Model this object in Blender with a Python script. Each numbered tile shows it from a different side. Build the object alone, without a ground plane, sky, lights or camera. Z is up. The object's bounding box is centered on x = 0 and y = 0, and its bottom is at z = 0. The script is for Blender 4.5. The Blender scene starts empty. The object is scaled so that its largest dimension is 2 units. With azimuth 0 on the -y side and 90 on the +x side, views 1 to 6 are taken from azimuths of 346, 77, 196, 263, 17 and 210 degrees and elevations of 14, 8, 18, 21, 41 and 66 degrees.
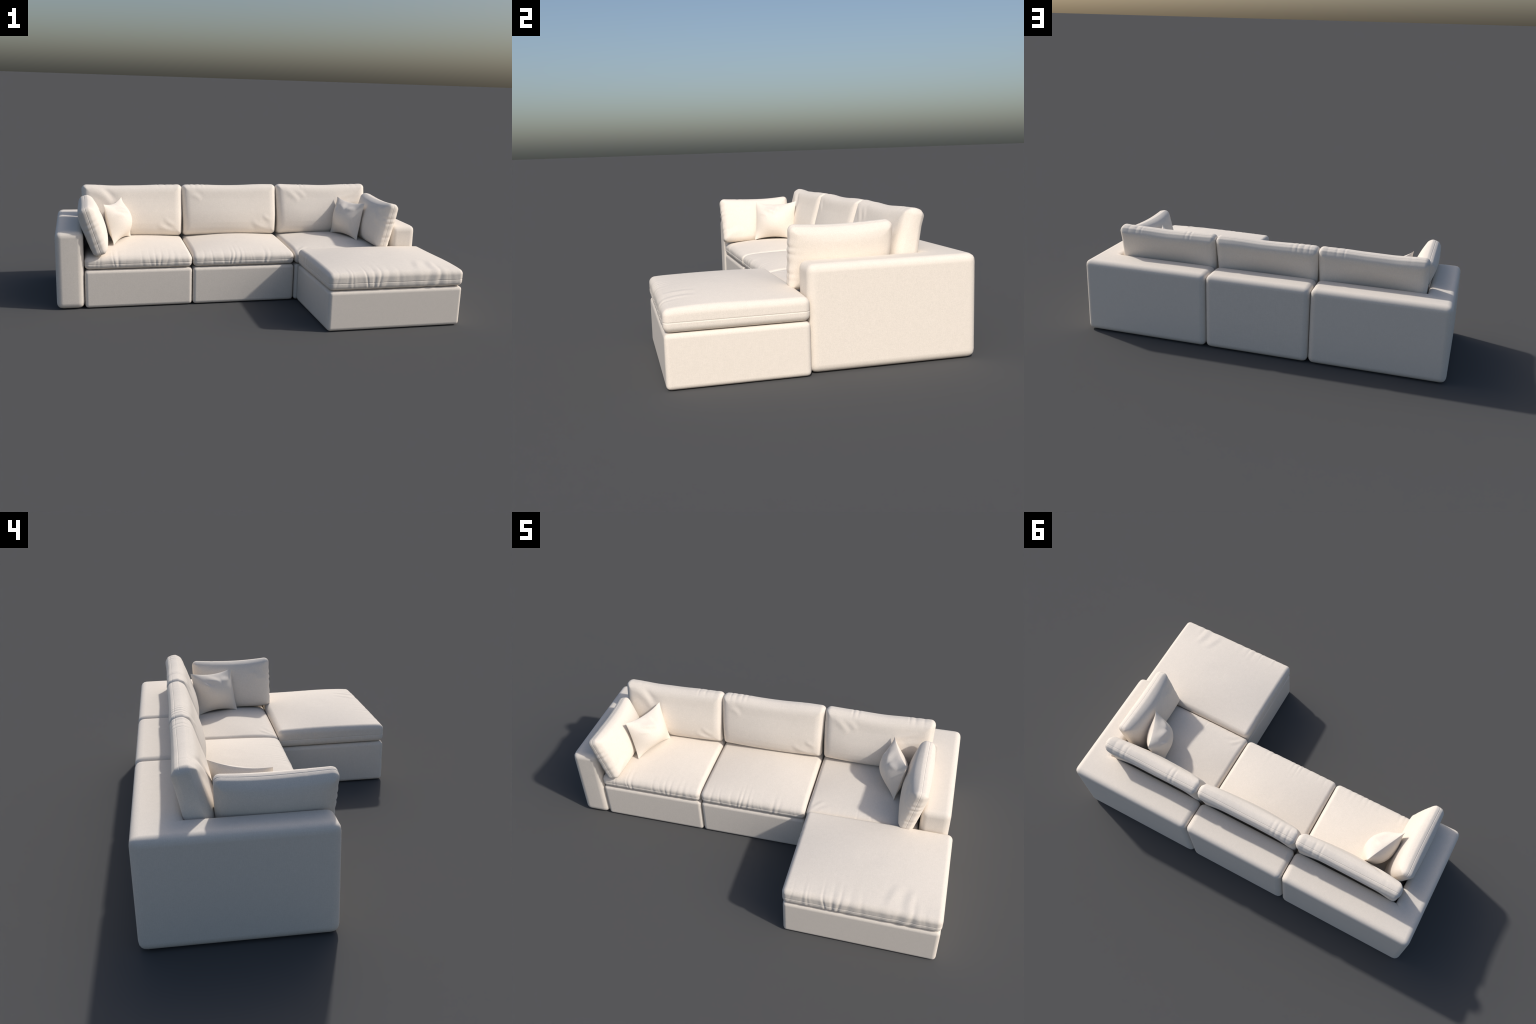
"""Cream linen sectional sofa: two corner modules, a middle module, an ottoman, loose cushions and pillows."""
import bpy, bmesh, math, random
import numpy as np
from mathutils import Matrix, Vector

random.seed(7)
COL = bpy.context.scene.collection


# ------------------------------------------------------------------ materials
def fabric(name, tint, weave=900.0):
    """Woven linen: slubby threads in two directions, a soft mottling and a fine thread bump."""
    m = bpy.data.materials.new(name)
    m.use_nodes = True
    nt = m.node_tree
    N, L = nt.nodes, nt.links
    bsdf = N["Principled BSDF"]
    bsdf.inputs["Roughness"].default_value = 0.92
    bsdf.inputs["Specular IOR Level"].default_value = 0.12
    bsdf.inputs["Sheen Weight"].default_value = 0.0
    tc = N.new("ShaderNodeTexCoord")

    def noise(scale, stretch, detail, rough=0.6):
        mp = N.new("ShaderNodeMapping")
        mp.inputs["Scale"].default_value = stretch
        L.new(tc.outputs["Object"], mp.inputs["Vector"])
        n = N.new("ShaderNodeTexNoise")
        n.inputs["Scale"].default_value = scale
        n.inputs["Detail"].default_value = detail
        n.inputs["Roughness"].default_value = rough
        L.new(mp.outputs["Vector"], n.inputs["Vector"])
        return n.outputs["Fac"]

    def math_node(op, a, b):
        n = N.new("ShaderNodeMath")
        n.operation = op
        for i, s in enumerate((a, b)):
            if isinstance(s, (int, float)):
                n.inputs[i].default_value = s
            else:
                L.new(s, n.inputs[i])
        return n.outputs[0]

    # threads: noise pulled out along each of the three axes, so every face shows warp and weft
    tx = noise(weave * .42, (.16, 1.0, 1.0), 2)
    tz = noise(weave * .42, (1.0, 1.0, .16), 2)
    ty = noise(weave * .42, (1.0, .16, 1.0), 2)
    threads = math_node("MULTIPLY", math_node("ADD", math_node("ADD", tx, ty), tz), 1 / 3)
    mottle = noise(34, (1, 1, 1), 4)
    grain = noise(weave * .55, (1, 1, 1), 1)
    mix = math_node("ADD", math_node("MULTIPLY", threads, .50), math_node("ADD", math_node("MULTIPLY", mottle, .08), math_node("MULTIPLY", grain, .42)))
    ramp = N.new("ShaderNodeValToRGB")
    ramp.color_ramp.elements[0].position = .36
    ramp.color_ramp.elements[1].position = .64
    lo, hi = [c * .90 for c in tint], [min(1, c * 1.07) for c in tint]
    lo[2] *= .985
    ramp.color_ramp.elements[0].color = (*lo, 1)
    ramp.color_ramp.elements[1].color = (*hi, 1)
    L.new(mix, ramp.inputs["Fac"])
    L.new(ramp.outputs["Color"], bsdf.inputs["Base Color"])
    bump = N.new("ShaderNodeBump")
    bump.inputs["Strength"].default_value = .22
    bump.inputs["Distance"].default_value = .0012
    L.new(math_node("ADD", threads, math_node("MULTIPLY", grain, .6)), bump.inputs["Height"])
    L.new(bump.outputs["Normal"], bsdf.inputs["Normal"])
    return m


TINT = (.820, .747, .668)
FRAME = fabric("upholstery_linen", TINT)
CUSHION = fabric("cushion_linen", TINT, 840)
PILLOW = fabric("pillow_linen", TINT, 1000)


# ------------------------------------------------------------------ helpers
def add(name, mesh, mat, parent=None, matrix=None):
    ob = bpy.data.objects.new(name, mesh)
    COL.objects.link(ob)
    mesh.materials.append(mat)
    if parent:
        ob.parent = parent
        matrix = Matrix.Translation(-parent.location) @ matrix
    ob.matrix_basis = matrix
    return ob


def empty(name, label, category, loc=(0, 0, 0)):
    ob = bpy.data.objects.new(name, None)
    ob.empty_display_size = .1
    ob.location = loc
    COL.objects.link(ob)
    ob["label"], ob["category"] = label, category
    return ob


def padded_prism(outline, z0, z1, radius):
    """A closed prism over a plan outline with every outer edge rolled like padded upholstery."""
    bm = bmesh.new()
    lower = [bm.verts.new((x, y, z0)) for x, y in outline]
    face = bm.faces.new(lower)
    ext = bmesh.ops.extrude_face_region(bm, geom=[face])
    bmesh.ops.translate(bm, vec=(0, 0, z1 - z0), verts=[g for g in ext["geom"] if isinstance(g, bmesh.types.BMVert)])
    bmesh.ops.recalc_face_normals(bm, faces=bm.faces)
    bm.edges.ensure_lookup_table()
    rolled = [e for e in bm.edges if e.is_convex]
    bmesh.ops.bevel(bm, geom=rolled, offset=radius, offset_type="OFFSET", segments=4, profile=.55, affect="EDGES", clamp_overlap=True)
    return bm


def finish(bm, name):
    me = bpy.data.meshes.new(name)
    bm.to_mesh(me)
    bm.free()
    me.shade_smooth()
    return me


def weighted_normals(me):
    """Area-weighted vertex normals: flat panels stay flat, only the rolled edges turn."""
    acc = np.zeros((len(me.vertices), 3))
    for p in me.polygons:
        n = np.array(p.normal) * p.area
        for v in p.vertices:
            acc[v] += n
    acc /= np.maximum(np.linalg.norm(acc, axis=1, keepdims=True), 1e-12)
    return acc


def panel_box(name, x0, x1, y0, y1, z0, z1, radius, mat, parent, belly=.0):
    """Upholstered block; its panels swell outwards by `belly`."""
    bm = padded_prism([(x0, y0), (x1, y0), (x1, y1), (x0, y1)], z0, z1, radius)
    me = finish(bm, name)
    me.normals_split_custom_set_from_vertices(weighted_normals(me))
    c = Vector(((x0 + x1) / 2, (y0 + y1) / 2, z0))
    for v in me.vertices:
        v.co -= c
    return add(name, me, mat, parent, Matrix.Translation(c))


def corner_shell(parent, x_out, x_in, x_end, y_front, y_wall, y_back, z0, z1, radius):
    """Arm and back upholstered in one piece (L in plan): one surface, its faces shared out to armrest and backrest."""
    outline = [(x_out, y_front), (x_in, y_front), (x_in, y_wall), (x_end, y_wall), (x_end, y_back), (x_out, y_back)]
    if x_end < x_out:
        outline.reverse()
    bm = padded_prism(outline, z0, z1, radius)
    bmesh.ops.bisect_plane(bm, geom=bm.verts[:] + bm.edges[:] + bm.faces[:], plane_co=(x_in, y_wall, 0), plane_no=(0, 1, 0))
    whole = finish(bm, "shell")
    normals = weighted_normals(whole)
    origin = Vector(((x_out + x_end) / 2, y_back, z0))
    for name, test in (("armrest", lambda y: y < y_wall), ("backrest", lambda y: y >= y_wall)):
        polys = [p for p in whole.polygons if test(p.center.y)]
        used = sorted({v for p in polys for v in p.vertices})
        index = {v: i for i, v in enumerate(used)}
        me = bpy.data.meshes.new(name)
        me.from_pydata([whole.vertices[v].co - origin for v in used], [], [[index[v] for v in p.vertices] for p in polys])
        me.shade_smooth()
        me.normals_split_custom_set_from_vertices([normals[v] for v in used])
        add(name, me, FRAME, parent, Matrix.Translation(origin))
    bpy.data.meshes.remove(whole)


# ------------------------------------------------------------------ cushions
def axis_steps(h, r, step, n_round, extra=()):
    inner = h - r
    n = max(2, int(round(2 * inner / step)))
    flat = list(np.linspace(-inner, inner, n + 1))
    rounds = [inner + r * math.tan(math.radians(45) * (k + 1) / n_round) for k in range(n_round)]
    vals = [-v for v in reversed(rounds)] + flat + rounds
    for e in extra:
        if all(abs(e - v) > 2e-4 for v in vals):
            vals.append(e)
    return np.array(sorted(vals))


def stuffed_box(half, r, seam, step):
    """Rounded-box surface as arrays: positions, outward normals, quads. Extra rows straddle the seam."""
    hu, hv, hw = half
    ax = [axis_steps(hu, r, step[0], 5), axis_steps(hv, r, step[1], 5),
          axis_steps(hw, r, .005, 5, [seam + d for d in (-.0045, -.003, -.0018, -.0009, 0, .0009, .0018, .003, .0045)])]
    nmax = [len(a) - 1 for a in ax]
    ids, pts, quads = {}, [], []

    def vid(i, j, k):
        key = (i, j, k)
        if key not in ids:
            ids[key] = len(pts)
            pts.append((ax[0][i], ax[1][j], ax[2][k]))
        return ids[key]

    for d in range(3):
        a, b = (d + 1) % 3, (d + 2) % 3
        for side in (0, nmax[d]):
            for i in range(nmax[a]):
                for j in range(nmax[b]):
                    q = []
                    for di, dj in ((0, 0), (1, 0), (1, 1), (0, 1)):
                        c = [0, 0, 0]
                        c[d], c[a], c[b] = side, i + di, j + dj
                        q.append(vid(*c))
                    quads.append(q if side else q[::-1])
    P = np.array(pts)
    H = np.array(half)
    core = np.clip(P, -(H - r), H - r)
    out = P - core
    out /= np.maximum(np.linalg.norm(out, axis=1, keepdims=True), 1e-9)
    return core + r * out, out, quads


def bump1(x, c, s):
    return np.exp(-((x - c) / s) ** 2)


def gathers(t, marks):
    """Row of gathered-cloth creases along an edge: each mark is (position, depth, width)."""
    g = np.zeros_like(t)
    for c, d, s in marks:
        s = s * (1.5 + .4 * math.sin(31 * c))                   # no two creases alike
        g += -d * bump1(t, c, s) + .4 * d * bump1(t, c + 2.2 * s, 1.5 * s) + .3 * d * bump1(t, c - 2.4 * s, 1.6 * s)
    return g


def folds(a, b, lines):
    """Soft folds on a face: (a0, b0, a1, b1, height, width), fading at both ends and bowed a little."""
    g = np.zeros_like(a)
    for a0, b0, a1, b1, h, s in lines:
        h, s = h * .55, s * 1.3
        d = np.array((a1 - a0, b1 - b0))
        length = np.hypot(*d)
        d = d / length
        t = ((a - a0) * d[0] + (b - b0) * d[1]) / length
        off = -(a - a0) * d[1] + (b - b0) * d[0] - .06 * length * 4 * t * (1 - t)
        fade = np.clip(1 - (2 * t - 1) ** 2, 0, 1)
        g += h * fade * (np.exp(-(off / s) ** 2) - .6 * np.exp(-((off - 1.7 * s) / s) ** 2))
    return g


def waviness(p, seed, amp, freq):
    """Sum of a few slow sine waves: no stuffed face is quite flat."""
    rng = np.random.default_rng(seed)
    g = np.zeros(len(p))
    for _ in range(5):
        k = rng.normal(size=3) * freq
        g += np.sin(p @ k + rng.uniform(0, 6.28))
    return amp * g / 2.2


def build(name, P, quads, mat, parent, matrix):
    me = bpy.data.meshes.new(name)
    me.from_pydata(P.tolist(), [], quads)
    me.shade_smooth()
    return add(name, me, mat, parent, matrix)


def stitch(P, out, seam, depth=.0014):
    """Pull the cloth in along the seam that runs round the edge of the cushion."""
    side = np.clip(1 - np.abs(out[:, 2]) * 1.4, 0, 1)
    return P - out * (depth * side * np.exp(-((P[:, 2] - seam) / .0017) ** 2))[:, None]


def seat_cushion(name, parent, x0, x1, y0, y1, z0, z1, dome, marks, seed, r=.024, lines=(), seam=-.004, side_marks=(), lean=0.009, roll=.006):
    rng = np.random.default_rng(100 + seed)               # small puckers all along the front seam
    marks = list(marks) + [(c + rng.uniform(-.05, .05), rng.uniform(.0002, .0007), rng.uniform(.010, .026)) for c in np.linspace(-.9, .9, 15)]
    half = np.array(((x1 - x0) / 2, (y1 - y0) / 2, (z1 - z0) / 2))
    P, out, quads = stuffed_box(half, r, seam, (.0035, .007))
    u, v = P[:, 0] / half[0], P[:, 1] / half[1]
    P = stitch(P, out, seam)
    up = np.clip((P[:, 2] - seam) / (half[2] - seam), 0, 1)
    crown = np.clip(1 - np.abs(u) ** 2, 0, 1) * np.clip(1 - np.abs(v) ** 2, 0, 1)
    edge = .20 * (np.clip(1 - u * u, 0, 1) + np.clip(1 - v * v, 0, 1)) * .5
    lift = dome * (np.clip(crown + edge, 0, 1.15)) * up + lean * (v + 1) * .5 * up
    lift += waviness(P, seed, .0012, 9) * up
    lift -= roll * np.exp(-((P[:, 1] + half[1]) / .034) ** 2) * up      # the front edge rolls down
    lift += folds(P[:, 0], P[:, 1], lines) * np.clip(out[:, 2], 0, 1)
    # gathers on the front band, running a little way onto the top
    front = np.clip(-out[:, 1], 0, 1)
    reach = np.exp(-np.clip(P[:, 1] + half[1] - .004, 0, 9) / .042) * (P[:, 2] > -half[2] + .004)
    amount = np.maximum(front, .8 * reach * np.clip(out[:, 2], 0, 1))
    taper = np.clip((half[0] * .97 - np.abs(P[:, 0])) / .03, 0, 1)
    P = P + out * (gathers(u + .028 * np.sin(9 * u) * P[:, 2] / half[2], marks) * amount * taper)[:, None]
    if side_marks:
        left = np.clip(-out[:, 0], 0, 1)
        P = P + out * (gathers(v, side_marks) * left)[:, None]
    P[:, 2] += lift
    m = Matrix.Translation(((x0 + x1) / 2, (y0 + y1) / 2, (z0 + z1) / 2))
    return build(name, P, quads, CUSHION, parent, m)


def upright_cushion(name, parent, half, matrix, seam, top_marks, lines, seed, r, belly_front, belly_back, sag=.005,
                    low_push=0.0, waist=0.0, end_marks=(), mat=None, thin=(.30, .055), end_back=0.0, plump=.009, all_round=True, front_end=-1, high=0.0):
    """Cushion on edge: u along its length, v up, w to the sitter."""
    half = np.array(half)
    P, out, quads = stuffed_box(half, r, seam, (.0035, .004))
    u, v = P[:, 0] / half[0], P[:, 1] / half[1]
    P = stitch(P, out * (1 if all_round else np.clip(out[:, 1:2] * 2 - 1, 0, 1)), seam, .0010)
    P[:, :2] += out[:, :2] * (plump * np.clip(.45 + .55 * v, .15, 1)[:, None] * (1 - (P[:, 2:] / half[2]) ** 2))      # the four edges are rolls, not flat bands
    cu = np.clip(1 - u * u, 0, 1)
    cv = np.clip(1 - v * v, 0, 1)
    sgn = np.clip((P[:, 2] - seam) / (half[2] * .8), -1, 1)
    bulge = np.where(sgn > 0, belly_front, belly_back * (1 + high * v)) * sgn * cu ** .8 * (cv ** .8)
    bulge = bulge + waist * cu * np.clip(.45 - v, 0, 1)                            # the whole cushion bows forward in the middle
    bulge += waviness(P, seed, .0011, 11) * np.abs(sgn)
    face = np.clip(out[:, 2], 0, 1)
    bulge += folds(u * half[0], v * half[1], lines) * face
    top = np.clip(out[:, 1], 0, 1)
    reach = np.exp(-np.clip(half[1] - P[:, 1] - .002, 0, 9) / .014)
    amount = np.maximum(top, .7 * reach)
    P = P + out * (gathers(u, top_marks) * amount)[:, None]
    if end_marks:
        end = np.clip(front_end * out[:, 0], 0, 1) * np.clip(1.5 - 1.5 * np.abs(v), 0, 1)
        rch = np.exp(-np.clip(half[0] - front_end * P[:, 0] - .002, 0, 9) / .022)
        v = v + .05 * front_end * P[:, 2] / half[2]                    # the creases slant a little
        P = P + out * (gathers(v, end_marks) * np.maximum(end, .6 * rch))[:, None]
    # thickness eases off towards the four edges, so they roll over like stuffed cloth
    gap = np.minimum((half[0] - np.abs(P[:, 0])) , half[1] - np.abs(P[:, 1]))
    P[:, 2] *= 1 - thin[0] * np.clip(1 - gap / thin[1], 0, 1) ** 2
    P[:, 2] -= end_back * u * u * np.clip(.6 - v, 0, 1) * np.clip(.15 - sgn, 0, 1)   # rear corners rest on the wall
    P[:, 2] += bulge
    P[:, 2] -= low_push * np.clip(-v - .05, 0, 1) ** 2          # lower part pressed back by the seat
    P[:, 1] -= (sag * cu + waviness(P * (1, 0, .3), seed + 5, .0012, 16)) * np.clip(v, 0, 1)
    return build(name, P, quads, mat or CUSHION, parent, matrix)


def frame_matrix(origin, along, up):
    """Matrix whose x runs along the cushion, y up its face, z out to the sitter."""
    a = Vector(along).normalized()
    w = a.cross(Vector(up)).normalized()
    b = w.cross(a)
    m = Matrix((a, b, w)).transposed().to_4x4()
    m.translation = origin
    return m


def throw_pillow(name, corners, thick, lines, seed, label):
    """Knife-edge pillow between four corner points (bottom left, bottom right, top right, top left seen from the front)."""
    c = [Vector(p) for p in corners]
    mid = sum(c, Vector()) / 4
    along = (c[1] + c[2] - c[0] - c[3]).normalized()
    up = (c[2] + c[3] - c[0] - c[1])
    m = frame_matrix(mid, along, up)
    inv = m.inverted()
    k = [np.array(inv @ p) for p in c]
    n = 72
    t = np.sin(np.linspace(-1, 1, n + 1) * math.pi / 2)      # rows crowd towards the knife edge
    U, V = np.meshgrid(t, t, indexing="ij")

    def plan(u, v):
        return ((1 - u) * (1 - v))[..., None] * k[0] / 4 + ((1 + u) * (1 - v))[..., None] * k[1] / 4 + \
            ((1 + u) * (1 + v))[..., None] * k[2] / 4 + ((1 - u) * (1 + v))[..., None] * k[3] / 4

    # edges drawn in between the corners
    u2 = U * (1 - .045 * (1 - V * V))
    v2 = V * (1 - .155 * (1 - U * U))
    base = plan(u2, v2)
    fill = np.clip((1 - U ** 2) * (1 - V ** 2), 0, 1) ** .82
    size = np.linalg.norm(k[2] - k[0]) / 2
    a, b = base[..., 0], base[..., 1]
    wav = waviness(np.stack((a, b, 0 * a), -1).reshape(-1, 3), seed, .0025, 24).reshape(a.shape)
    fold = folds(a, b, lines)
    shell, quads, ids = [], [], {}
    for side, h in ((1, thick[0]), (-1, thick[1])):
        z = side * (h * fill + (wav + 2.2 * fold * (side > 0)) * np.clip(fill * 1.6, 0, 1))
        for i in range(n + 1):
            for j in range(n + 1):
                rim = i in (0, n) or j in (0, n)
                if rim and side < 0:
                    ids[side, i, j] = ids[1, i, j]
                    continue
                ids[side, i, j] = len(shell)
                shell.append((a[i, j], b[i, j], base[i, j, 2] + (0 if rim else z[i, j])))
        for i in range(n):
            for j in range(n):
                q = [ids[side, i, j], ids[side, i + 1, j], ids[side, i + 1, j + 1], ids[side, i, j + 1]]
                quads.append(q if side > 0 else q[::-1])
    me = bpy.data.meshes.new(name)
    me.from_pydata([tuple(map(float, p)) for p in shell], [], quads)
    me.shade_smooth()
    ob = add(name, me, PILLOW, None, m)
    ob["label"], ob["category"] = label, "throw pillow"
    return ob


# ------------------------------------------------------------------ sofa frame
X = dict(left=-1.0, left_in=-.859, seam_a=-.2955, seam_b=.2705, right_in=.835, right=.976)
Y_FRONT, Y_WALL, Y_BACK = -.072, .421, .598
Z_ARM, Z_BASE = .408, .203
G = .001                                   # half the gap between modules

sofa = empty("sectional_sofa", "cream linen three-seat modular sofa with loose cushions", "sofa", ((X["left"] + X["right"]) / 2, .26, 0))

corner_shell(sofa, X["left"], X["left_in"], X["seam_a"] - G, Y_FRONT, Y_WALL, Y_BACK, 0, Z_ARM, .033)
corner_shell(sofa, X["right"], X["right_in"], X["seam_b"] + G, Y_FRONT, Y_WALL, Y_BACK, 0, Z_ARM, .033)
panel_box("backrest", X["seam_a"] + G, X["seam_b"] - G, Y_WALL, Y_BACK, 0, Z_ARM, .033, FRAME, sofa)
SEATS = [(-.857, -.2975), (-.2935, .2685), (.2725, .833)]
for x0, x1 in SEATS:
    panel_box("seat_base", x0, x1, -.068, Y_WALL - .003, 0, Z_BASE, .019, FRAME, sofa)

# ------------------------------------------------------------------ seat cushions
d = .0013
front_left = [(-.79, .6 * d, .012), (-.72, .6 * d, .010), (-.46, d, .011), (-.38, 1.3 * d, .011), (.06, .8 * d, .014), (.21, .9 * d, .013),
              (.31, 1.3 * d, .012), (.40, 1.4 * d, .012), (.52, .8 * d, .014), (.66, .7 * d, .016), (.80, .5 * d, .02)]
front_mid = [(-.80, .7 * d, .014), (-.62, .8 * d, .014), (-.40, .9 * d, .013), (-.28, 1.3 * d, .012), (-.21, 1.2 * d, .012), (-.10, 1.0 * d, .013),
             (.0, .8 * d, .014), (.40, 1.3 * d, .016), (.50, .9 * d, .018), (.72, .4 * d, .02)]
front_right = [(-.7, .5 * d, .014), (-.1, d, .013), (.2, .8 * d, .012), (.55, .6 * d, .015)]
seat_cushion("seat_cushion", sofa, *(-.857, -.297), -.069, .425, .206, .273, .023, front_left, 1)
seat_cushion("seat_cushion", sofa, *(-.293, .268), -.069, .425, .206, .273, .023, front_mid, 2)
seat_cushion("seat_cushion", sofa, *(.273, .832), -.069, .425, .206, .273, .023, front_right, 3,
             lines=[(-.26, -.235, -.19, -.16, .003, .008), (-.24, -.24, -.14, -.19, .0025, .008)])

# ------------------------------------------------------------------ back cushions
BACK_HALF = (.276, .143, .046)
lean = Vector((0, .26, 1))
e = .0012
backs = [
    (-.577, [(.93 - 2 * f, q * e, .013) for f, q in ((.04, .6), (.13, 1.0), (.20, .9))] + [(-.7, .4 * e, .02)],
     [(-.235, .12, -.10, .01, .007, .016), (-.20, .125, -.12, .05, .005, .012), (.24, -.125, .13, -.085, .006, .012), (.25, -.10, .17, -.045, .004, .01)]),
    (-.013, [(-.52, .7 * e, .014), (-.62, 1.0 * e, .014), (-.74, 1.1 * e, .014), (-.85, .9 * e, .013), (.6, .3 * e, .03)],
     [(-.235, .09, -.17, .05, .004, .012), (.24, -.125, .12, -.07, .006, .012), (.25, -.07, .19, -.035, .004, .01), (-.1, .1, .1, .118, .002, .015)]),
    (.555, [(.82, .9 * e, .016), (.66, 1.1 * e, .015), (.55, .7 * e, .014), (-.40, .9 * e, .013), (-.50, 1.1 * e, .013)],
     [(-.235, .115, -.15, .04, .006, .014), (-.2, .12, -.1, .06, .004, .012), (.20, .10, .08, .055, .004, .010), (.24, .05, .15, .03, .003, .01)]),
]
for i, (xc, marks, lines) in enumerate(backs):
    m = frame_matrix(Vector((xc, .382, .431)), (1, 0, 0), lean)
    upright_cushion("back_cushion", sofa, BACK_HALF, m, -.012, marks, lines, 20 + i, .020, .0145, -.007, end_back=.016, thin=(.24, .042), all_round=False, sag=.006, low_push=.030, waist=.014)

# ------------------------------------------------------------------ side cushions
s = .0022
ends = [(-.70, .8 * s, .045), (-.50, 1.2 * s, .040), (-.16, .5 * s, .05), (.14, 1.1 * s, .045), (.36, 1.0 * s, .05), (.62, .6 * s, .05)]
left_m = frame_matrix(Vector((-.8095, .1155, .409)), (0, 1, 0), (-.32, 0, 1))
upright_cushion("side_cushion", sofa, (.203, .129, .041), left_m, .0, [(-.5, .3 * s, .03)],
                [(-.19, -.11, -.08, -.07, .005, .012), (-.18, -.085, -.09, -.05, .003, .01)], 31, .022, .023, .014, high=.8, plump=.005, thin=(.24, .055), sag=.010, end_marks=ends)
right_m = frame_matrix(Vector((.797, .106, .411)), (0, -1, 0), (.22, 0, 1))
upright_cushion("side_cushion", sofa, (.203, .127, .041), right_m, .0, [(-.5, .3 * s, .03)],
                [(.08, .06, .18, .02, .005, .012), (.10, .03, .19, .0, .003, .01)], 32, .022, .026, .014, high=.8, plump=.005, thin=(.24, .055), sag=.010, end_marks=ends, front_end=1)

# ------------------------------------------------------------------ ottoman
ottoman = empty("ottoman", "square cream linen ottoman with padded top cushion", "ottoman", (.644, -.336, 0))
o = .0017
o_marks = [(-.73, .7 * o, .012), (-.66, .6 * o, .012), (-.45, 1.2 * o, .011), (-.35, 1.3 * o, .010), (-.27, 1.0 * o, .012), (-.16, .8 * o, .016),
           (.03, .4 * o, .02), (.46, 1.5 * o, .026), (.63, 1.3 * o, .022), (.80, .6 * o, .03)]
panel_box("ottoman_base", .287, .998, -.599, -.070, 0, .203, .019, FRAME, ottoman)
seat_cushion("ottoman_cushion", ottoman, .284, 1.0, -.600, -.070, .206, .2915, .0245, o_marks, 5, r=.024, lean=.002, roll=.002, seam=-.006,
             lines=[(.12, -.25, .16, -.12, .003, .014), (.20, -.25, .23, -.13, .003, .014)], side_marks=[(.35, .0015, .03), (.5, .0012, .03)])

# ------------------------------------------------------------------ throw pillows
throw_pillow("throw_pillow", [(-.700, .088, .300), (-.595, .299, .300), (-.644, .330, .520), (-.749, .112, .517)], (.074, .070),
             [(-.06, .07, .02, .03, .007, .010), (.0, .09, .01, .03, .006, .008), (-.09, .04, -.03, .02, .004, .008)], 41,
             "small cream linen pillow propped in left corner")
throw_pillow("throw_pillow", [(.603, .303, .299), (.691, .090, .294), (.735, .113, .509), (.646, .330, .513)], (.074, .070),
             [(-.05, .075, .02, .045, .007, .011), (.02, .05, .08, .06, .005, .010), (-.08, .05, -.04, .02, .004, .008)], 42,
             "small cream linen pillow propped in right corner")
